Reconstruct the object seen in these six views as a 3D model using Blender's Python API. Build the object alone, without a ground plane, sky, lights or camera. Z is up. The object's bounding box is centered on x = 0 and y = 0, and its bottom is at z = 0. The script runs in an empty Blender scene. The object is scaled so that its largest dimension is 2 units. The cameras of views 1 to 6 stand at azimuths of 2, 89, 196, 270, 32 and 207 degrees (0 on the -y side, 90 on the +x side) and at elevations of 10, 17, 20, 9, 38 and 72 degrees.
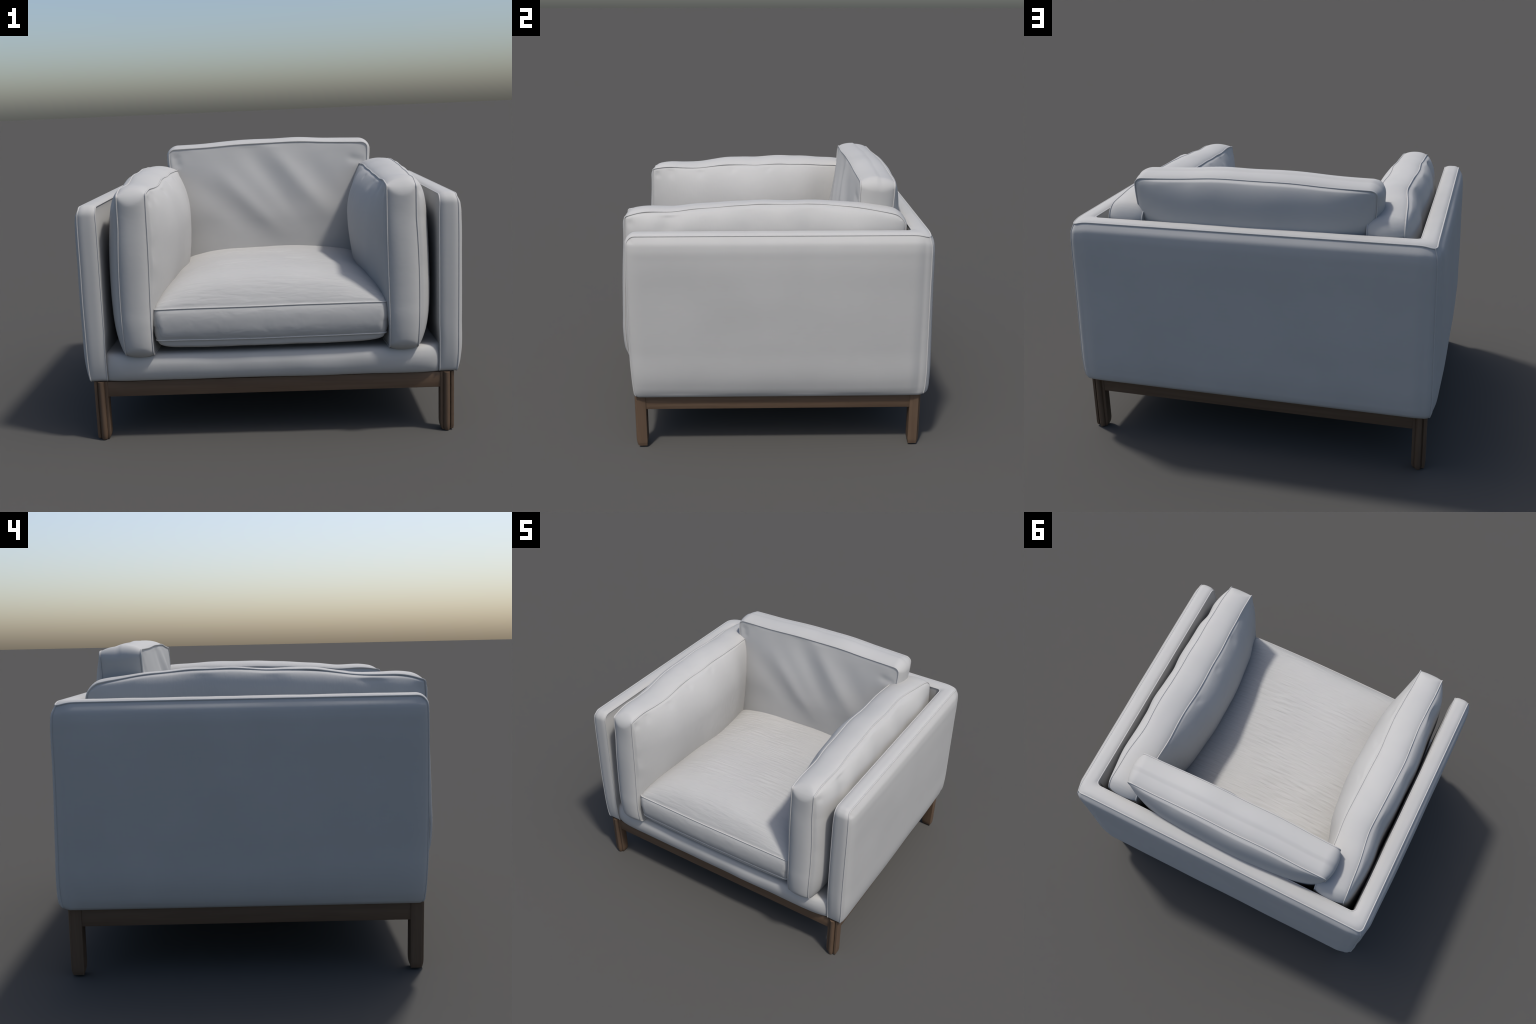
"""Upholstered armchair: a padded U-shaped shell with piped seams, four loose
box cushions (seat, back, two arms) and a dark timber plinth frame on four legs."""
import bpy, math
import numpy as np

# ------------------------------------------------------------------ helpers
def hash3(i, j, k, seed):
    h = (i.astype(np.int64) * 374761393 + j.astype(np.int64) * 668265263
         + k.astype(np.int64) * 2147483647 + seed * 974711) & 0xffffffff
    h = ((h ^ (h >> 13)) * 1274126177) & 0xffffffff
    h = ((h ^ (h >> 15)) * 2246822519) & 0xffffffff
    return (h ^ (h >> 16)) & 0xffffffff


def noise(p, freq=(1, 1, 1), seed=0):
    """Gradient noise in about [-1, 1] at points p (n, 3)."""
    q = p * np.array(freq, float) + 137.31 + seed * 7.7
    c = np.floor(q).astype(np.int64)
    f = q - c
    w = f * f * f * (f * (f * 6 - 15) + 10)
    out = 0
    for dx in (0, 1):
        for dy in (0, 1):
            for dz in (0, 1):
                h = hash3(c[:, 0] + dx, c[:, 1] + dy, c[:, 2] + dz, seed)
                a = (h & 0xffff) / 65536.0 * 2 * math.pi
                s = ((h >> 16) & 0xffff) / 65536.0 * 2 - 1
                r = np.sqrt(1 - s * s)
                g = (r * np.cos(a) * (f[:, 0] - dx) + r * np.sin(a) * (f[:, 1] - dy)
                     + s * (f[:, 2] - dz))
                wx = w[:, 0] if dx else 1 - w[:, 0]
                wy = w[:, 1] if dy else 1 - w[:, 1]
                wz = w[:, 2] if dz else 1 - w[:, 2]
                out = out + g * wx * wy * wz
    return out * 1.6


def curve(xs, ys):
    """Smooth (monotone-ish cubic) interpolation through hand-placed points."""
    xs = np.array(xs, float); ys = np.array(ys, float)
    m = np.gradient(ys, xs)

    def f(x):
        x = np.clip(x, xs[0], xs[-1])
        i = np.clip(np.searchsorted(xs, x) - 1, 0, len(xs) - 2)
        h = xs[i + 1] - xs[i]
        t = (x - xs[i]) / h
        return ((2 * t**3 - 3 * t**2 + 1) * ys[i] + (t**3 - 2 * t**2 + t) * h * m[i]
                + (-2 * t**3 + 3 * t**2) * ys[i + 1] + (t**3 - t**2) * h * m[i + 1])
    return f


def smooth01(x, a, b):
    t = np.clip((x - a) / (b - a), 0, 1)
    return t * t * (3 - 2 * t)


def normalise(v):
    return v / np.maximum(np.linalg.norm(v, axis=-1, keepdims=True), 1e-9)


def make_object(name, verts, faces, mat, parent=None, angle=40):
    me = bpy.data.meshes.new(name)
    me.from_pydata(np.asarray(verts).tolist(), [], faces)
    me.validate()
    me.update()
    me.polygons.foreach_set('use_smooth', [True] * len(me.polygons))
    if angle is not None:
        me.set_sharp_from_angle(angle=math.radians(angle))
    me.materials.append(mat)
    ob = bpy.data.objects.new(name, me)
    bpy.context.scene.collection.objects.link(ob)
    if parent is not None:
        ob.parent = parent
    return ob


def grid_faces(n, m, off=0, flip=False):
    """Quads of an n x m vertex grid stored row by row."""
    i, j = np.meshgrid(np.arange(n - 1), np.arange(m - 1), indexing='ij')
    a = (i * m + j + off).ravel()
    q = np.stack([a, a + 1, a + m + 1, a + m], 1)
    return (q[:, ::-1] if flip else q).tolist()


def weld(verts, faces, eps=1e-5):
    key = np.round(np.asarray(verts) / eps).astype(np.int64)
    _, first, inv = np.unique(key, axis=0, return_index=True, return_inverse=True)
    inv = inv.ravel()
    out = []
    for f in faces:
        g = [int(inv[v]) for v in f]
        h = [v for k, v in enumerate(g) if v != g[k - 1]]
        if len(set(h)) >= 3 and len(set(h)) == len(h):
            out.append(h)
    return np.asarray(verts)[first], out


def tube(points, radius, closed=True, sides=8):
    """Round cord along a polyline (parallel-ish frames)."""
    p = np.asarray(points, float)
    if closed:
        t = normalise(np.roll(p, -1, 0) - np.roll(p, 1, 0))
    else:
        t = normalise(np.gradient(p, axis=0))
    up = np.zeros_like(p)
    ref = np.array([0.31, 0.52, 0.79])
    u = np.cross(t[0], ref)
    for i in range(len(p)):
        u = u - t[i] * np.dot(u, t[i])
        u = u / np.linalg.norm(u)
        up[i] = u
    v = np.cross(t, up)
    ang = np.arange(sides) / sides * 2 * math.pi
    rad = np.broadcast_to(np.asarray(radius, float), (len(p),))
    ring = (p[:, None, :] + rad[:, None, None] *
            (np.cos(ang)[None, :, None] * up[:, None, :] + np.sin(ang)[None, :, None] * v[:, None, :]))
    if closed:   # turn the frame so that the last ring meets the first
        d0 = up[0]
        a = math.atan2(np.dot(d0, v[-1]), np.dot(d0, up[-1]))
        twist = np.linspace(0, a, len(p))
        ca = np.cos(ang[None] + twist[:, None])[..., None]
        sa = np.sin(ang[None] + twist[:, None])[..., None]
        ring = p[:, None, :] + rad[:, None, None] * (ca * up[:, None, :] + sa * v[:, None, :])
    n = len(p)
    faces = []
    for i in range(n if closed else n - 1):
        k = (i + 1) % n
        for j in range(sides):
            l = (j + 1) % sides
            faces.append([i * sides + j, i * sides + l, k * sides + l, k * sides + j])
    verts = ring.reshape(-1, 3)
    if not closed:
        faces.append(list(range(sides))[::-1])
        faces.append([(n - 1) * sides + j for j in range(sides)])
    return verts, faces


def join_parts(parts):
    vs, fs, off = [], [], 0
    for v, f in parts:
        vs.append(np.asarray(v))
        fs += [[a + off for a in q] for q in f]
        off += len(v)
    return np.concatenate(vs), fs


# ---------------------------------------------------------------- materials
def nodes_of(name):
    mat = bpy.data.materials.new(name)
    mat.use_nodes = True
    nt = mat.node_tree
    return mat, nt, nt.nodes['Principled BSDF']


def add(nt, kind, **kw):
    n = nt.nodes.new(kind)
    for k, v in kw.items():
        if k in n.inputs:
            n.inputs[k].default_value = v
        else:
            setattr(n, k, v)
    return n


def fabric_material(name, col, ripple_axis=None, ripple_strength=0.0):
    mat, nt, bsdf = nodes_of(name)
    L = nt.links.new
    tc = add(nt, 'ShaderNodeTexCoord')
    # slow, faint variation of the cloth tone
    n1 = add(nt, 'ShaderNodeTexNoise', Scale=2.6, Detail=3.0, Roughness=0.55)
    L(tc.outputs['Object'], n1.inputs['Vector'])
    ramp = add(nt, 'ShaderNodeValToRGB')
    e = ramp.color_ramp.elements
    e[0].position, e[1].position = 0.32, 0.70
    e[0].color = (col[0] * 0.975, col[1] * 0.975, col[2] * 0.975, 1)
    e[1].color = (col[0] * 1.025, col[1] * 1.025, col[2] * 1.025, 1)
    L(n1.outputs['Fac'], ramp.inputs['Fac'])
    # fine slub along the weave
    mp = add(nt, 'ShaderNodeMapping')
    mp.inputs['Scale'].default_value = (14, 14, 90)
    L(tc.outputs['Object'], mp.inputs['Vector'])
    n2 = add(nt, 'ShaderNodeTexNoise', Scale=1.0, Detail=2.0, Roughness=0.6)
    L(mp.outputs['Vector'], n2.inputs['Vector'])
    mix = add(nt, 'ShaderNodeMix', data_type='RGBA', blend_type='MULTIPLY')
    mix.inputs['Factor'].default_value = 0.04
    L(ramp.outputs['Color'], mix.inputs['A'])
    L(n2.outputs['Color'], mix.inputs['B'])
    hs = add(nt, 'ShaderNodeHueSaturation')
    hs.inputs['Saturation'].default_value = 0.6
    L(mix.outputs['Result'], hs.inputs['Color'])
    L(hs.outputs['Color'], bsdf.inputs['Base Color'])
    bsdf.inputs['Roughness'].default_value = 0.72
    bsdf.inputs['Specular IOR Level'].default_value = 0.28
    # grain
    n3 = add(nt, 'ShaderNodeTexNoise', Scale=240.0, Detail=2.0)
    L(tc.outputs['Object'], n3.inputs['Vector'])
    b1 = add(nt, 'ShaderNodeBump', Strength=0.06, Distance=0.002)
    L(n3.outputs['Fac'], b1.inputs['Height'])
    last = b1
    if ripple_axis is not None:
        mr = add(nt, 'ShaderNodeMapping')
        mr.inputs['Scale'].default_value = ripple_axis
        L(tc.outputs['Object'], mr.inputs['Vector'])
        nr = add(nt, 'ShaderNodeTexNoise', Scale=1.0, Detail=2.0, Roughness=0.5, Distortion=0.3)
        L(mr.outputs['Vector'], nr.inputs['Vector'])
        b2 = add(nt, 'ShaderNodeBump', Strength=ripple_strength, Distance=0.004)
        L(nr.outputs['Fac'], b2.inputs['Height'])
        L(b1.outputs['Normal'], b2.inputs['Normal'])
        last = b2
    L(last.outputs['Normal'], bsdf.inputs['Normal'])
    return mat


def wood_material(name, axis):
    """Walnut; the grain runs along the given axis (0, 1 or 2)."""
    mat, nt, bsdf = nodes_of(name)
    L = nt.links.new
    tc = add(nt, 'ShaderNodeTexCoord')
    mp = add(nt, 'ShaderNodeMapping')
    s = [46.0, 46.0, 46.0]
    s[axis] = 2.2
    mp.inputs['Scale'].default_value = s
    L(tc.outputs['Object'], mp.inputs['Vector'])
    n = add(nt, 'ShaderNodeTexNoise', Scale=1.0, Detail=4.0, Roughness=0.6, Distortion=0.6)
    L(mp.outputs['Vector'], n.inputs['Vector'])
    ramp = add(nt, 'ShaderNodeValToRGB')
    e = ramp.color_ramp.elements
    e[0].position, e[1].position = 0.30, 0.72
    e[0].color = (0.090, 0.056, 0.035, 1)
    e[1].color = (0.115, 0.075, 0.048, 1)
    L(n.outputs['Fac'], ramp.inputs['Fac'])
    L(ramp.outputs['Color'], bsdf.inputs['Base Color'])
    bsdf.inputs['Roughness'].default_value = 0.55
    bsdf.inputs['Specular IOR Level'].default_value = 0.3
    b = add(nt, 'ShaderNodeBump', Strength=0.05, Distance=0.002)
    L(n.outputs['Fac'], b.inputs['Height'])
    L(b.outputs['Normal'], bsdf.inputs['Normal'])
    return mat


CLOTH = (0.401, 0.396, 0.381)
cloth = fabric_material('cloth_shell', CLOTH, (40, 40, 6), 0.08)
cloth_arm = fabric_material('cloth_arm_cushion', CLOTH, (9, 75, 28), 0.16)
cloth_back = fabric_material('cloth_back_cushion', CLOTH, (7, 7, 7), 0.10)
cloth_seat = fabric_material('cloth_seat', CLOTH, (9, 70, 9), 0.85)
cord = fabric_material('cloth_piping', tuple(c * 1.03 for c in CLOTH))
liner_mat = fabric_material('cloth_underside', (0.05, 0.05, 0.05))
wood_x, wood_y, wood_z = (wood_material('walnut_' + n, i) for i, n in enumerate(('crosswise', 'lengthwise', 'upright')))

# ------------------------------------------------------------------ the thing
chair = bpy.data.objects.new('armchair', None)
bpy.context.scene.collection.objects.link(chair)
chair["label"] = "light grey upholstered box armchair with loose cushions on walnut legs"
chair["category"] = "armchair"

# ------------------------------------------------------------------ the shell
Z0, Z1 = 0.318, 1.240            # underside and rim of the padded shell
HX, YB, YF = 0.951, 0.820, -0.780  # seam lines: half width, back, front
IX, IYB = 0.866, 0.733           # inner faces
DECK = 0.462

_pz = [0.318, 0.324, 0.336, 0.36, 0.40, 0.60, 0.80, 0.94, 1.11, 1.175, 1.205, 1.226, 1.240]
prof_side = curve(_pz, [0.005, 0.012, 0.018, 0.026, 0.033, 0.036, 0.035, 0.034, 0.034, 0.031, 0.024, 0.010, 0.0])
prof_back = curve(_pz, [0.006, 0.024, 0.038, 0.046, 0.049, 0.047, 0.041, 0.037, 0.035, 0.031, 0.024, 0.010, 0.0])
prof_front = curve([0.318, 0.375, 0.48, 0.70, 1.0, 1.18, 1.236],
                   [0.004, -0.002, -0.008, -0.011, -0.009, -0.005, -0.002])


def round_front(P):
    """Roll the front ends of the arms: round the (y, z) corners."""
    P = np.array(P, float)
    for zc, sz, r in ((Z1, 1, 0.042), (Z0, -1, 0.020)):
        y0 = YF + prof_front(np.clip(P[..., 2], Z0, Z1))
        p = (r - (P[..., 1] - y0)) / r
        q = (r - sz * (zc - P[..., 2])) / r
        hit = (p > 1e-6) & (q > 1e-6)
        pp, qq = np.where(hit, p, 1), np.where(hit, q, 1)
        th = np.where(pp >= qq, qq / np.maximum(pp, 1e-9) * 45, 90 - 45 * pp / np.maximum(qq, 1e-9))
        m = np.maximum(pp, qq)
        th = np.radians(th)
        P[..., 1] = np.where(hit, y0 + r - r * m * np.cos(th), P[..., 1])
        P[..., 2] = np.where(hit, zc - sz * (r - r * m * np.sin(th)), P[..., 2])
    return P


def side_ramp(d, base=0.25, reach=0.075):
    """Padding rises steeply next to a piped seam, then levels off."""
    t = np.clip(d / reach, 0, 1)
    return base + (1 - base) * np.sqrt(np.clip(1 - (1 - t) ** 2, 0, 1))


def belly(u, z):
    """Padding of a panel: u in [-1, 1] along it, z the height."""
    v = np.clip((z - 0.72) / np.where(z > 0.72, 0.52, 0.42), -1, 1)
    return (1 - np.abs(u) ** 2.5) * (1 - np.abs(v) ** 2.4)


def build_shell():
    nz, nw = 70, 15
    # plan path of the outer seam line, left front -> back -> right front
    rc = 0.030
    ny, nx, nc = 90, 110, 10
    path, nrm, sec, uu = [], [], [], []
    def side(sign, ys):
        for y in ys:
            path.append((sign * HX, y)); nrm.append((sign, 0.0)); sec.append(0 if sign < 0 else 2)
            uu.append(2 * (y - YF) / (YB - YF) - 1)
    def arc(sign, a0, a1):
        for t in np.linspace(0, 1, nc + 2)[1:-1]:
            a = math.radians(a0 + (a1 - a0) * t)
            path.append((sign * (HX - rc) + rc * math.cos(a), YB - rc + rc * math.sin(a)))
            nrm.append((math.cos(a), math.sin(a))); sec.append(3)
            uu.append(1.0)
    tt = np.linspace(0, 1, ny)
    tt = 0.45 * tt + 0.55 * (0.5 - 0.5 * np.cos(math.pi * tt))
    ys = YF + (YB - rc - YF) * tt
    side(-1, ys)
    arc(-1, 180, 90)
    for x in (HX - rc) * (0.5 * np.linspace(-1, 1, nx) + 0.5 * np.sin(np.linspace(-1, 1, nx) * math.pi / 2)):
        path.append((x, YB)); nrm.append((0.0, 1.0)); sec.append(1); uu.append(x / HX)
    arc(1, 90, 0)
    side(1, ys[::-1])
    path, nrm, uu, sec = np.array(path), np.array(nrm), np.array(uu), np.array(sec)
    # inner path: a smaller U with a small fillet, one inner point per outer point
    ri = 0.028
    inner = np.zeros_like(path)
    for k, (p, n) in enumerate(zip(path, nrm)):
        if sec[k] in (0, 2):
            s = -1 if sec[k] == 0 else 1
            t = (p[1] - YF) / (YB - rc - YF)
            inner[k] = (s * IX, YF + (IYB - ri - YF) * t)
        elif sec[k] == 1:
            inner[k] = (p[0] / (HX - rc) * (IX - ri), IYB)
        else:
            s = np.sign(p[0])
            inner[k] = (s * (IX - ri) + ri * n[0], IYB - ri + ri * n[1])
    S = len(path)
    tz = np.linspace(0, 1, nz)
    zs = Z0 + (Z1 - Z0) * (0.5 - 0.5 * np.cos(math.pi * tz)) * 0.6 + (Z1 - Z0) * tz * 0.4
    # front shift: the end sections follow the front profile
    on_side = np.isin(sec, (0, 2))
    front = np.where(on_side, np.clip(1 - (path[:, 1] - YF) / 0.25, 0, 1), 0)
    ramp_front = np.where(on_side, side_ramp(path[:, 1] - YF, 0.28), 1.0)
    d_corner = np.where(on_side, YB - rc - path[:, 1], np.where(sec == 1, HX - rc - np.abs(path[:, 0]), 0))
    t_c = np.clip(d_corner / 0.06, 0, 1)
    base = np.where(on_side, 0.62, np.where(sec == 1, 0.80, 0.62 + 0.18 * np.abs(nrm[:, 1])))
    ramp = ramp_front * (base + (1 - base) * np.sin(t_c * math.pi / 2))
    facing_back = np.where(sec == 1, 1.0, np.where(on_side, 0.0, np.abs(nrm[:, 1]) ** 1.5))

    def outer_pt(z):
        amt = (prof_side(z) * (1 - facing_back) + prof_back(z) * facing_back) * ramp
        amt = amt + np.where(sec == 1, 0.003, 0.012) * belly(uu, np.full(S, z))
        q = path + nrm * amt[:, None]
        q[:, 1] += front * prof_front(z)
        return q
    cols = []
    for z in zs:                                    # outer face, bottom to top
        q = outer_pt(z)
        cols.append(np.column_stack([q, np.full(S, z)]))
    top_o, top_i = cols[-1][:, :2], inner + np.column_stack([np.zeros(S), front * prof_front(Z1)])
    ws = np.linspace(0, 1, nw)
    for w in ws[1:-1]:                              # rim
        q = top_o * (1 - w) + top_i * w
        z = Z1 + 0.011 * (1 - np.abs(2 * w - 1) ** 3.2) * np.ones(S)
        cols.append(np.column_stack([q, z]))
    for z in zs[::-1]:                              # inner face, top to bottom
        q = inner.copy()
        swell = 0.012 * smooth01(z, 1.23, 1.12) * smooth01(z, 0.46, 0.60)
        q[:, 0] -= np.where(on_side, np.sign(path[:, 0]) * swell * side_ramp(path[:, 1] - YF), 0)
        q[:, 1] += front * prof_front(z)
        cols.append(np.column_stack([q, np.full(S, z)]))
    for w in ws[1:-1][::-1]:                        # underside
        q = cols[0][:, :2] * (1 - w) + cols[nz + nw - 2 + nz - 1][:, :2] * w
        cols.append(np.column_stack([q, np.full(S, Z0)]))
    K = len(cols)
    V = np.stack(cols, 1)                           # S x K x 3
    # slight unevenness of the stuffing
    flat = V.reshape(-1, 3)
    outmask = np.zeros((S, K)); outmask[:, 4:nz - 4] = 1
    n_out = np.column_stack([nrm, np.zeros(S)])
    V = V + (n_out[:, None, :] * (outmask * (0.0022 * noise(flat, (3, 3, 3), 4)).reshape(S, K))[..., None])
    rim = np.zeros((S, K)); rim[:, nz + 1:nz + nw - 3] = 1
    V[:, :, 2] += rim * (0.0012 * noise(flat, (9, 9, 9), 5)).reshape(S, K)
    # the rim dips a little where it turns the back corners
    dist = np.hypot(V[..., 0] * np.sign(V[..., 0]) - HX, V[..., 1] - YB)
    V[..., 2] -= 0.013 * np.exp(-(dist / 0.045) ** 2) * smooth01(V[..., 2], 0.9, 1.23)
    flatV = V.copy()
    V = round_front(V)
    verts = V.reshape(-1, 3)
    faces = []
    for i in range(S - 1):
        for k in range(K):
            l = (k + 1) % K
            faces.append([i * K + k, (i + 1) * K + k, (i + 1) * K + l, i * K + l])
    # padded front strip closing each arm
    seams = {}
    parts = [(verts, faces)]
    for end, sgn in ((0, -1), (S - 1, 1)):
        ring = flatV[end]
        oc = ring[:nz]; ic = ring[nz + nw - 2: nz + nw - 2 + nz][::-1]
        top = ring[nz - 1: nz + nw - 1]
        bot = np.concatenate([ring[:1], ring[nz + nw - 2 + nz:][::-1], ring[nz + nw - 2 + nz - 1][None]])
        G = np.zeros((nz, nw, 3))
        for j, w in enumerate(ws):
            lin = oc * (1 - w) + ic * w
            G[:, j] = lin
            tv = (zs - Z0) / (Z1 - Z0)
            dt = top[j] - (top[0] * (1 - w) + top[-1] * w)
            db = bot[j] - (bot[0] * (1 - w) + bot[-1] * w)
            G[:, j] += tv[:, None] * dt + (1 - tv)[:, None] * db
            G[:, j, 1] -= 0.011 * (1 - abs(2 * w - 1) ** 3.2) * (1 - np.clip(1 - 2 * tv, 0, 1) ** 6) * (tv < 1)
        G = round_front(G)
        parts.append((G.reshape(-1, 3), grid_faces(nz, nw, flip=(sgn < 0))))
        seams[sgn] = (G[:, 0], G[:, -1], G[-1])
    v, f = join_parts(parts)
    v, f = weld(v, f)
    return v, f, V, nz, nw, S, sec, seams


sv, sf, SV, nz, nw, S, sec, end_seams = build_shell()
full = make_object('shell_temp', sv, sf, cloth, None, 38)
# split into arm panels and back panel; border vertices coincide, normals are kept
full.data.calc_loop_triangles()
corner_n = np.array([n.vector[:] for n in full.data.corner_normals])
polys = [(p.center[:], list(p.vertices), p.loop_start) for p in full.data.polygons]
groups = {'left': [], 'right': [], 'back': []}
for c, vs, ls in polys:
    d_side = HX - abs(c[0]); d_back = YB - c[1]
    groups['back' if d_back < d_side and c[1] > 0.3 else ('left' if c[0] < 0 else 'right')].append((vs, ls))
for key, nm in (('left', 'armrest_panel'), ('right', 'armrest_panel'), ('back', 'backrest_panel')):
    used = {}
    fs, ns = [], []
    for vs, ls in groups[key]:
        fs.append([used.setdefault(v, len(used)) for v in vs])
        ns += [corner_n[ls + k] for k in range(len(vs))]
    vv = sv[list(used.keys())]
    me = bpy.data.meshes.new(nm)
    me.from_pydata(vv.tolist(), [], fs)
    me.update()
    me.polygons.foreach_set('use_smooth', [True] * len(me.polygons))
    me.normals_split_custom_set([tuple(n) for n in ns])
    me.materials.append(cloth)
    ob = bpy.data.objects.new(nm, me)
    bpy.context.scene.collection.objects.link(ob)
    ob.parent = chair
bpy.data.objects.remove(full, do_unlink=True)

# piping of the shell
def resample(p, n):
    p = np.asarray(p)
    d = np.concatenate([[0], np.cumsum(np.linalg.norm(np.diff(p, axis=0), axis=1))])
    t = np.linspace(0, d[-1], n)
    return np.column_stack([np.interp(t, d, p[:, k]) for k in range(3)])

R_PIPE = 0.0042
outer_top = SV[:, nz - 1]
inner_top = SV[:, nz + nw - 2]
pipes = []
# one run: up the outer front edge, round the rim, down the other front edge
run = np.concatenate([end_seams[-1][0][:-1], outer_top, end_seams[1][0][::-1][1:]])
pipes.append(tube(resample(run, 900), R_PIPE, closed=False))
run = np.concatenate([end_seams[-1][1][:-1], inner_top, end_seams[1][1][::-1][1:]])
pipes.append(tube(resample(run, 900), R_PIPE * 0.85, closed=False))
for sgn in (-1, 1):     # back corners, top to bottom
    idx = [i for i in range(S) if sec[i] == 3 and np.sign(SV[i, 0, 0]) == sgn]
    mid = idx[len(idx) // 2]
    pipes.append(tube(resample(SV[mid, 2:nz], 200), R_PIPE, closed=False))
v, f = join_parts(pipes)
make_object('piping', v, f, cord, chair, None)

# ------------------------------------------------------ front apron and deck
def build_apron():
    prof_z = np.array([0.321, 0.318, 0.322, 0.335, 0.36, 0.39, 0.42, 0.447, 0.462, 0.466, 0.464, 0.462])
    prof_y = np.array([-0.70, -0.760, -0.783, -0.797, -0.808, -0.813, -0.811, -0.800, -0.780, -0.745, -0.70, -0.60])
    t = np.linspace(0, 1, 60)
    k = np.linspace(0, 1, len(prof_z))
    fy, fz = curve(k, prof_y), curve(k, prof_z)
    xs = np.linspace(-IX - 0.010, IX + 0.010, 200)
    V = np.zeros((len(xs), len(t), 3))
    for i, x in enumerate(xs):
        V[i, :, 0] = x
        V[i, :, 1] = fy(t)
        V[i, :, 2] = fz(t)
        edge = (abs(x) / IX) ** 14
        V[i, :, 1] += 0.040 * edge * np.sin(np.clip(t, 0, 1) * math.pi)
    flat = V.reshape(-1, 3)
    w = np.tile(np.sin(t * math.pi), len(xs))
    flat[:, 1] += w * 0.004 * noise(flat, (4, 4, 6), 8)
    flat[:, 2] += np.tile(np.exp(-((t - 0.12) / 0.12) ** 2), len(xs)) * 0.0035 * (noise(flat, (3.1, 0, 0), 9) + 0.4)
    return flat, grid_faces(len(xs), len(t), flip=True)

v, f = build_apron()
make_object('front_apron', v, f, cloth, chair, 60)

def box(x0, x1, y0, y1, z0, z1, bevel=0.004, seg=2):
    import bmesh
    bm = bmesh.new()
    bmesh.ops.create_cube(bm, size=1.0)
    for q in bm.verts:
        q.co = ((x0 + x1) / 2 + q.co.x * (x1 - x0), (y0 + y1) / 2 + q.co.y * (y1 - y0),
                (z0 + z1) / 2 + q.co.z * (z1 - z0))
    bmesh.ops.bevel(bm, geom=bm.edges[:], offset=bevel, segments=seg, affect='EDGES', profile=0.5)
    bm.verts.index_update()
    v = [q.co[:] for q in bm.verts]
    f = [[q.index for q in p.verts] for p in bm.faces]
    bm.free()
    return np.array(v), f

v, f = box(-IX - 0.002, IX + 0.002, -0.64, IYB + 0.002, 0.322, DECK - 0.002, 0.003)
make_object('seat_deck', v, f, cloth, chair, 40)
v, f = box(-0.90, 0.90, -0.755, 0.78, 0.308, 0.3195, 0.002)
make_object('dust_cover', v, f, liner_mat, chair, 40)

# ---------------------------------------------------------------- cushions
def perimeter_round(p, q, rad):
    """Send a boundary point of the square [-1,1]^2 onto a rounded rectangle.
    rad[(sa, sb)] = (ra, rb): corner radius in units of a and b."""
    a, b = p.copy(), q.copy()
    for (sa, sb), (ra, rb) in rad.items():
        pa, qb = p * sa, q * sb
        on_b = (qb >= 1 - 1e-9) & (pa > 1 - ra)
        s = np.clip((pa - (1 - ra)) / ra, 0, 1)
        th = np.radians(90 - 45 * s)
        a = np.where(on_b, sa * (1 - ra + ra * np.cos(th)), a)
        b = np.where(on_b, sb * (1 - rb + rb * np.sin(th)), b)
        on_a = (pa >= 1 - 1e-9) & (qb > 1 - rb) & ~on_b
        s = np.clip((qb - (1 - rb)) / rb, 0, 1)
        th = np.radians(45 * s)
        a = np.where(on_a, sa * (1 - ra + ra * np.cos(th)), a)
        b = np.where(on_a, sb * (1 - rb + rb * np.sin(th)), b)
    return a, b


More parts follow.
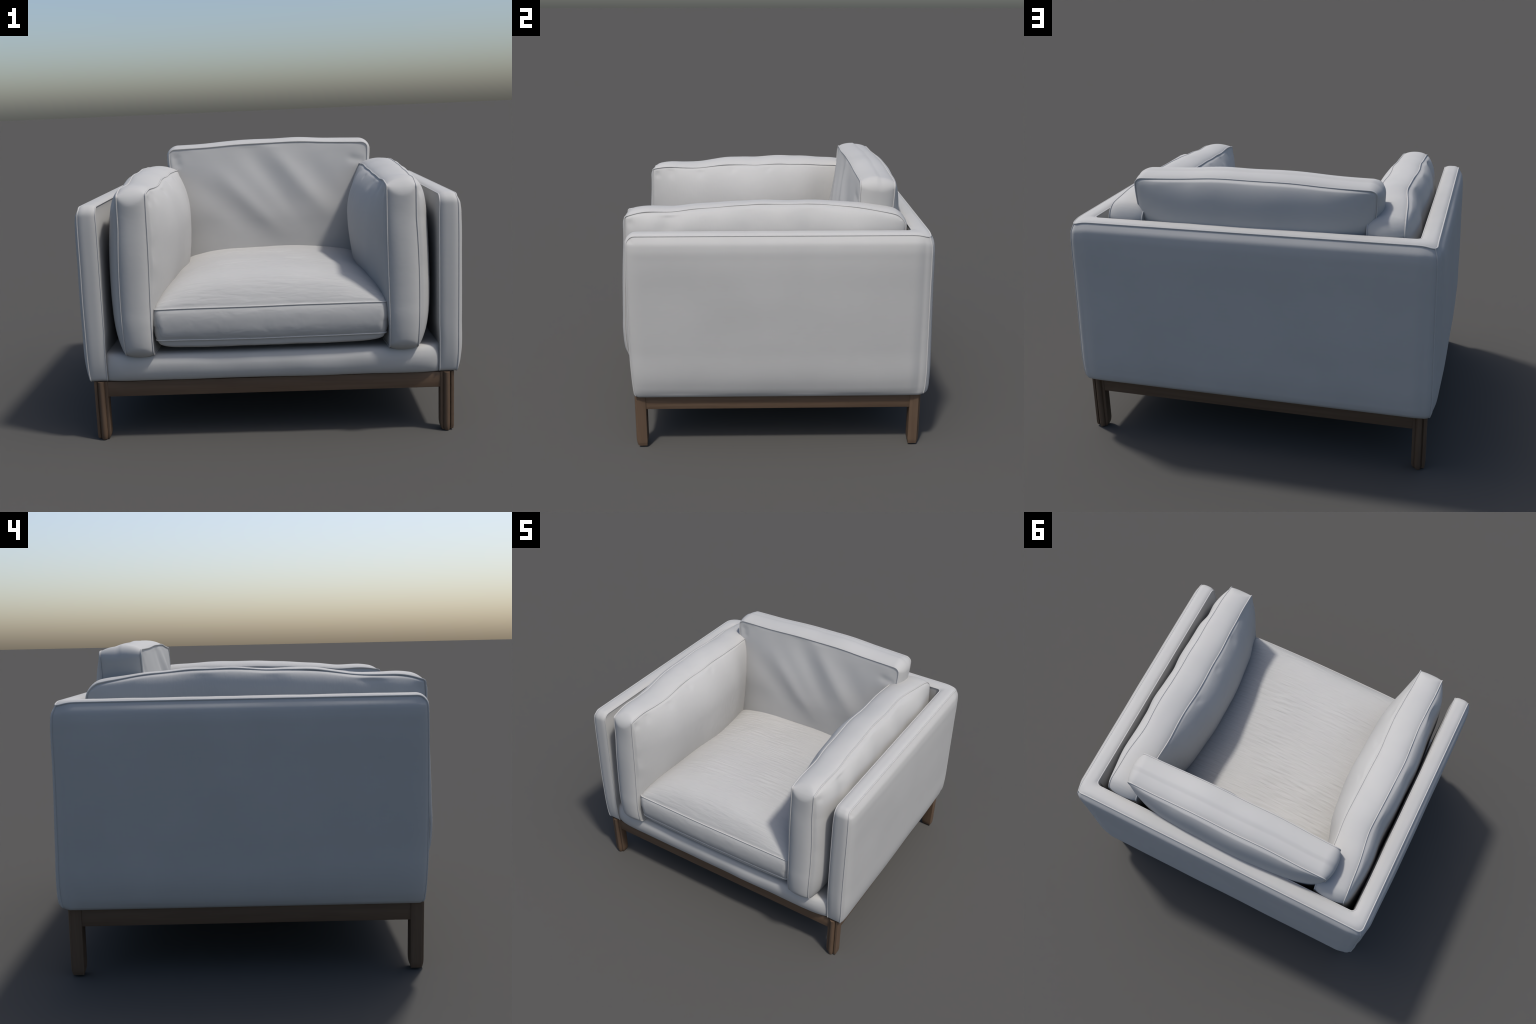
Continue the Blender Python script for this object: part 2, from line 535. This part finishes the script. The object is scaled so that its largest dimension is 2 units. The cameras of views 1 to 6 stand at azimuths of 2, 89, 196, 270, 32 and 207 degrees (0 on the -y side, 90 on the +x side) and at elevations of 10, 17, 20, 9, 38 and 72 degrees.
def cushion(name, M, puff, axis, box_puff, rad, res, mat, seed, pipe=0.0037,
            pucker=0.004, soft=0.05, detail=None):
    """Box cushion. M(a, b, c): seam-level shape, c = +-1 the two panels.
    puff(c, a, b, P): how far a panel swells along c * axis."""
    n, m, nc = res
    def spread(k):
        t = np.linspace(-1, 1, k)
        return 0.55 * t + 0.45 * np.sin(t * math.pi / 2)
    P, Q = np.meshgrid(spread(n), spread(m), indexing='ij')
    p, q = P.ravel(), Q.ravel()
    mm = np.maximum(np.abs(p), np.abs(q))
    ms = np.maximum(mm, 1e-9)
    bp, bq = p / ms, q / ms
    bp = np.where(np.abs(bp) > 1 - 1e-9, np.sign(bp), bp)
    bq = np.where(np.abs(bq) > 1 - 1e-9, np.sign(bq), bq)
    ra, rb = perimeter_round(bp, bq, rad)
    w = mm ** 4
    A = p * (1 - w) + w * mm * ra
    B = q * (1 - w) + w * mm * rb
    A = np.where(mm > 1 - 1e-9, ra, A)
    B = np.where(mm > 1 - 1e-9, rb, B)
    ax = np.array(axis, float)
    idx = np.arange(n * m).reshape(n, m)
    loop = np.concatenate([idx[:-1, 0], idx[-1, :-1], idx[::-1, -1][:-1], idx[0, ::-1][:-1]])
    parts, pipes = [], []
    seam = {}
    for c in (-1, 1):
        base = M(A, B, np.full_like(A, c))
        seam[c] = base[loop]
        # distance to the seam in metres (approx.)
        ext_a = np.linalg.norm(base[idx[-1, m // 2]] - base[idx[0, m // 2]]) / 2
        ext_b = np.linalg.norm(base[idx[n // 2, -1]] - base[idx[n // 2, 0]]) / 2
        dist = np.minimum((1 - np.abs(p)) * ext_a, (1 - np.abs(q)) * ext_b)
        pf = puff(c, A, B, base)
        d = pf * smooth01(dist, -0.004, 0.012)
        fade = smooth01(dist, 0, 0.03)
        d = d + fade * 0.003 * noise(base, (4, 4, 4), seed + 3 * c)
        # short gathers running away from the seam
        gather = np.exp(-(dist / 0.05) ** 2) * smooth01(dist, 0, 0.012)
        mod = np.clip(noise(base, (2.2, 2.2, 2.2), seed + 11) + 0.25, 0, 1)
        d = d + pucker * gather * mod * noise(base, (10, 10, 10), seed + 5 + c)
        if detail is not None:
            d = d + fade * detail(c, A, B, base)
        Pn = base + c * ax * d[:, None]
        parts.append((Pn, grid_faces(n, m, flip=(c < 0))))
    # boxing strip
    lo, hi = A[loop], B[loop]
    cs = np.linspace(-1, 1, nc)
    lp, lq = bp[loop], bq[loop]
    cols = []
    for c in cs:                # the strip turns the corners more softly than the seams
        k = (1 - abs(c) ** 2) ** 0.7
        rr = {}
        for key, (ra_, rb_) in rad.items():
            big = soft / ext_a, soft / ext_b
            rr[key] = (ra_ + max(0, big[0] - ra_) * k, rb_ + max(0, big[1] - rb_) * k)
        la, lb = perimeter_round(lp, lq, rr)
        cols.append(M(la, lb, np.full(len(la), c)))
    C = np.stack(cols, 1)
    thick = normalise(C[:, -1] - C[:, 0])
    mid = C[:, nc // 2]
    T = normalise(np.roll(mid, -1, 0) - np.roll(mid, 1, 0))
    N = normalise(np.cross(T, thick))
    cen = mid.mean(0)
    if np.mean(np.sum(N * (mid - cen), 1)) < 0:
        N = -N
    bulge = box_puff(lo, hi)
    prof = (1 - np.abs(cs) ** 2.2) ** 0.8
    flatC = C.reshape(-1, 3)
    wob = (0.004 * noise(flatC, (4, 4, 1.2), seed + 21) * smooth01(hi, 0.7, 1.0)[:, None].repeat(nc, 1).ravel() + 0.0012 * noise(flatC, (3, 3, 3), seed + 22)).reshape(len(lo), nc)
    C = C + N[:, None, :] * (prof[None, :] * (bulge[:, None] + wob))[..., None]
    Cl = np.concatenate([C, C[:1]], 0)
    parts.append((Cl.reshape(-1, 3), grid_faces(len(lo) + 1, nc, flip=False)))
    v, f = join_parts(parts)
    v, f = weld(v, f)
    me_ob = make_object(name, v, f, mat, chair, 42)
    import bmesh
    bm = bmesh.new(); bm.from_mesh(me_ob.data)
    bmesh.ops.recalc_face_normals(bm, faces=bm.faces[:])
    bm.to_mesh(me_ob.data); bm.free()
    me_ob.data.set_sharp_from_angle(angle=math.radians(42))
    for c in (-1, 1):
        s = seam[c] + N * 0.0012 + c * ax * 0.0012
        pipes.append(tube(s, pipe))
    v, f = join_parts(pipes)
    make_object('piping', v, f, cord, me_ob, None)
    return me_ob


def ridge(P, i, j, p0, p1, width, amp):
    """Soft straight fold between two points in the (i, j) plane of P."""
    a = np.array(p0); b = np.array(p1)
    d = b - a; l = np.linalg.norm(d); d = d / l
    r = np.stack([P[:, i] - a[0], P[:, j] - a[1]], 1)
    t = r @ d / l
    s = r @ np.array([-d[1], d[0]])
    along = np.exp(-np.clip(np.abs(t - 0.5) - 0.2, 0, None) ** 2 / 0.12)
    return amp * np.exp(-(s / width) ** 2) * along


# --- seat
def seat_M(a, b, c):
    x = 0.597 * a * (1 - 0.012 * (c < 0))
    y = -0.820 + (b + 1) / 2 * (0.50 + 0.820)
    y = y - 0.008 * (1 - a ** 2) * np.clip(-b, 0, 1)
    z = 0.627 + 0.080 * c
    P = np.stack([x, y, z + 0 * a], -1)
    P[:, 2] += 0.004 * noise(P, (2.5, 2.5, 0), 3) + 0.006 * (1 - a ** 2) * (c > 0)
    return P

seat_crown = curve([-0.83, -0.815, -0.80, -0.77, -0.73, -0.68, -0.60, -0.50, -0.35, -0.20, 0.0, 0.2, 0.4, 0.5],
                   [0.0, 0.026, 0.054, 0.096, 0.129, 0.151, 0.165, 0.168, 0.161, 0.152, 0.137, 0.120, 0.098, 0.07])


def seat_puff(c, a, b, P):
    if c > 0:
        lat = np.clip(1 - np.abs(a) ** 3, 0, 1) ** 0.5
        return seat_crown(P[:, 1]) * lat
    return 0.054 * (np.clip(1 - np.abs(a) ** 10, 0, 1) * np.clip(1 - np.abs(b) ** 30, 0, 1)) ** 0.42

def seat_detail(c, a, b, P):
    if c < 0:
        return 0.003 * noise(P, (5, 5, 5), 40)
    r = noise(P, (7, 52, 0), 31) + 0.5 * noise(P, (12, 95, 0), 32)
    patch = np.clip(0.55 + 0.8 * noise(P, (2.5, 2.5, 0), 33), 0.1, 1.2)
    where = smooth01(P[:, 1], -0.72, -0.35)
    return 0.0034 * r * patch * where

cushion('seat_cushion', seat_M, seat_puff, (0, 0, 1), lambda a, b: 0.018 + 0 * a,
        {(1, -1): (0.045, 0.04), (-1, -1): (0.045, 0.04), (1, 1): (0.06, 0.05), (-1, 1): (0.06, 0.05)},
        (190, 330, 15), cloth_seat, 2, detail=seat_detail)

# --- back
back_top = curve([-1, -0.6, -0.3, 0, 0.3, 0.6, 1], [1.456, 1.463, 1.474, 1.477, 1.479, 1.468, 1.458])
def back_M(a, b, c):
    zt = back_top(a)
    z = 0.56 + (b + 1) / 2 * (zt - 0.56)
    half = 0.615 + (0.642 - 0.615) * smooth01(z, 1.10, 1.42)
    x = half * a
    y = 0.578 - 0.094 * c - 0.075 * (1.46 - z)
    y = y - 0.010 * (1 - a ** 2) * (b + 1) / 2 * (c > 0)
    P = np.stack([x, y, z - 0.006 * (c < 0)], -1)
    P[:, 1] += 0.006 * noise(P, (3, 0, 3), 51 + 0)
    return P

def back_puff(c, a, b, P):
    z = P[:, 2]
    f = np.clip(1 - np.abs(a) ** 2.6, 0, 1) ** 0.6
    if c > 0:
        f = np.clip(1 - np.abs(a) ** 5, 0, 1) ** 0.6
        v = np.clip((z - 1.0) / np.where(z > 1.0, back_top(a) - 1.0, 0.6), -1, 1)
        g = np.where(v > 0, np.clip(1 - np.abs(v) ** 1.6, 0, 1) ** 1.0, np.clip(1 - np.abs(v) ** 2.4, 0, 1) ** 0.6)
        return 0.058 * f * g
    v = np.clip((z - 1.10) / (back_top(a) - 1.10), -1.3, 1)
    return 0.105 * f * np.clip(1 - np.abs(v) ** 2.2, 0, 1) ** 0.6

def back_detail(c, a, b, P):
    if c < 0:
        return 0
    return (ridge(P, 0, 2, (0.02, 1.44), (0.32, 1.08), 0.055, 0.009)
            + ridge(P, 0, 2, (-0.12, 1.42), (0.18, 1.02), 0.065, -0.009)
            + ridge(P, 0, 2, (-0.30, 1.28), (0.04, 0.94), 0.055, 0.008)
            + ridge(P, 0, 2, (-0.46, 1.24), (-0.12, 0.94), 0.070, -0.006)
            + ridge(P, 0, 2, (0.20, 1.42), (0.46, 1.08), 0.075, -0.006)
            + ridge(P, 0, 2, (0.52, 1.365), (0.62, 1.34), 0.026, -0.005)
            + ridge(P, 0, 2, (-0.60, 1.42), (-0.585, 1.34), 0.028, -0.006))

cushion('back_cushion', back_M, back_puff, (0, -1, 0), lambda a, b: 0.024 * np.clip(b + 0.4, 0.2, 1),
        {(1, 1): (0.06, 0.07), (-1, 1): (0.06, 0.07), (1, -1): (0.08, 0.1), (-1, -1): (0.08, 0.1)},
        (180, 150, 17), cloth_back, 60, detail=back_detail)

# --- arms
arm_top_out = curve([-0.83, -0.76, -0.55, -0.34, -0.03, 0.14, 0.38, 0.566, 0.66, 0.72],
                    [1.292, 1.310, 1.325, 1.346, 1.361, 1.364, 1.351, 1.328, 1.308, 1.290])
arm_top_in = curve([-0.83, -0.76, -0.55, -0.34, -0.03, 0.14, 0.38, 0.566, 0.66, 0.72],
                   [1.300, 1.308, 1.312, 1.326, 1.334, 1.336, 1.328, 1.312, 1.297, 1.280])
arm_front = curve([0.46, 0.50, 0.62, 0.72, 0.91, 1.05, 1.29, 1.40],
                  [-0.822, -0.832, -0.842, -0.838, -0.830, -0.826, -0.817, -0.812])

arm_belly = curve([-0.86, -0.80, -0.65, -0.45, -0.25, -0.05, 0.2, 0.35, 0.5, 0.72],
                  [0.0, 0.026, 0.066, 0.096, 0.117, 0.119, 0.090, 0.060, 0.035, 0.0])


def make_arm(sgn, seed):
    def M(a, b, c):           # a: front(-1) to back(+1), b: bottom to top, c: +1 outer
        zb = 0.470 + 0 * a
        y0 = -0.82 + (a + 1) / 2 * (0.712 + 0.82)
        wc = (c + 1) / 2
        zt = arm_top_out(y0) * wc + arm_top_in(y0) * (1 - wc)
        z = zb + (b + 1) / 2 * (zt - zb)
        yf = arm_front(z)
        y = yf + (a + 1) / 2 * (0.712 - yf)
        xin = 0.600 - 0.016 * np.sin(np.clip(a + 1, 0, 2) / 2 * math.pi) + 0.006 * smooth01(z, 1.1, 0.6)
        xout = 0.744 + 0.020 * (1 - a ** 2) * 0.2 + 0.040 * smooth01(y, 0.25, 0.70) \
            + 0.012 * np.clip(1 - ((z - 0.78) / 0.35) ** 2, 0, 1)
        x = xin * (1 - wc) + xout * wc
        P = np.stack([x, y, z], -1)
        P[:, 0] += 0.014 * noise(P, (0, 4.0, 1.5), seed) * smooth01(a, -1, -0.7)
        P[:, 2] += 0.007 * noise(P, (0, 5.0, 0), seed + 1) * smooth01(b, 0, 1)
        P[:, 0] *= sgn
        return P

    def puff(c, a, b, P):
        y, z = P[:, 1], P[:, 2]
        zt = arm_top_in(y) if c < 0 else arm_top_out(y)
        if c < 0:
            v = np.clip((z - 1.05) / np.where(z > 1.05, zt - 1.05, 0.47), -1, 1)
            return arm_belly(y) * np.clip(1 - np.abs(v) ** 2.2, 0, 1) ** 0.75
        fa = np.clip(1 - np.abs(a) ** 6, 0, 1) ** 0.6
        v = np.clip((z - 0.90) / np.where(z > 0.90, zt - 0.90, 0.44), -1, 1)
        return (0.092 - 0.03 * smooth01(y, 0.3, 0.7)) * fa * np.clip(1 - np.abs(v) ** 4.5, 0, 1) ** 0.55

    def detail(c, a, b, P):
        d = -0.004 * np.exp(-((P[:, 1] + 0.785) ** 2 + (P[:, 2] - 1.262) ** 2) / 0.022 ** 2)
        if c < 0:
            d = d + 0.0012 * noise(P, (0, 60, 22), seed + 30) * smooth01(P[:, 1], -0.55, -0.1) * np.clip(
                1 - np.abs(P[:, 2] - 0.98) / 0.3, 0, 1)
            for yy, zz in ((-0.70, 1.20), (-0.50, 1.21), (-0.27, 1.24), (-0.02, 1.25)):
                d = d + ridge(P, 1, 2, (yy, 1.33), (yy + 0.02, zz + 0.05), 0.028, -0.005)
        else:
            for yy, am in ((-0.56, 0.014), (-0.12, 0.006), (0.20, 0.006)):
                d = d - ridge(P, 1, 2, (yy, 1.36), (yy - 0.03, 1.20), 0.06, am)
        return d

    return cushion('arm_cushion', M, puff, (sgn, 0, 0),
                   lambda a, b: 0.015 + 0.010 * smooth01(-a, 0.7, 1.0) * smooth01(-b, -0.9, 0.0) + 0.004 * smooth01(b, 0.6, 1.0),
                   {(-1, 1): (0.012, 0.022), (1, 1): (0.08, 0.13), (-1, -1): (0.03, 0.05), (1, -1): (0.05, 0.07)},
                   (230, 150, 17), cloth_arm, seed, pucker=0.006, soft=0.062, detail=detail)

make_arm(1, 70)
make_arm(-1, 90)

# ------------------------------------------------------------- timber frame
def leg_mesh():
    """Right front leg about its own centre line: square post with a half-round
    bead on the front face, the foot eased on the inner side."""
    pts = []
    x0, x1, y0, y1 = -0.036, 0.036, -0.024, 0.028
    def corner(cx, cy, r, a0, a1, k=4):
        for a in np.radians(np.linspace(a0, a1, k)):
            pts.append((cx + r * math.cos(a), cy + r * math.sin(a)))
    r = 0.004
    corner(x1 - r, y0 + r, r, -90, 0)
    corner(x1 - r, y1 - r, r, 0, 90)
    corner(x0 + r, y1 - r, r, 90, 180)
    corner(x0 + r, y0 + r, r, 180, 270)
    pts.append((-0.023, y0))                         # flat, then bead, then quirk
    for a in np.radians(np.linspace(180, 360, 13)):
        pts.append((-0.003 + 0.0165 * math.cos(a), y0 + 0.001 + 0.0165 * math.sin(a)))
    pts.append((0.016, y0 + 0.006))
    pts.append((0.019, y0 + 0.006))
    pts.append((0.021, y0))
    pts = np.array(pts)
    cen = np.array([-0.002, -0.004])
    levels = [(0.318, 0), (0.045, 0), (0.032, 0.04), (0.020, 0.12), (0.010, 0.26), (0.004, 0.40), (0.0, 0.52)]
    V = []
    for z, s in levels:
        q = pts.copy()
        # ease only the inner side fully; the outer face stays almost straight
        inner = np.clip((0.030 - q[:, 0]) / 0.066, 0, 1)
        k = s * (0.12 + 0.55 * inner)
        q = q + (cen - q) * k[:, None]
        lift = np.where(pts[:, 0] > 0.02, 0.008, 0.0) * (z < 0.02)
        V.append(np.column_stack([q, np.full(len(q), z) + lift]))
    n = len(pts)
    faces = []
    for i in range(len(levels) - 1):
        for j in range(n):
            l = (j + 1) % n
            faces.append([i * n + j, i * n + l, (i + 1) * n + l, (i + 1) * n + j][::-1])
    faces.append(list(range(n)))
    faces.append([(len(levels) - 1) * n + j for j in range(n)][::-1])
    return np.concatenate(V), faces

lv, lf = leg_mesh()
for sx in (1, -1):
    for cy, sy in ((-0.749, 1), (0.781, -1)):
        v = lv * np.array([sx, sy, 1]) + np.array([sx * 0.905, cy, 0])
        f = lf if sx * sy > 0 else [q[::-1] for q in lf]
        make_object('leg', v, f, wood_z, chair, 35)

RZ0, RZ1 = 0.234, 0.316
for y0, y1 in ((-0.770, -0.738), (0.770, 0.802)):
    v, f = box(-0.872, 0.872, y0, y1, RZ0, RZ1, 0.003)
    make_object('frame_rail', v, f, wood_x, chair, 35)
for s in (1, -1):
    xs = sorted((s * 0.904, s * 0.937))
    v, f = box(xs[0], xs[1], -0.724, 0.756, RZ0 + 0.0005, RZ1 - 0.0005, 0.003)
    make_object('frame_rail', v, f, wood_y, chair, 35)
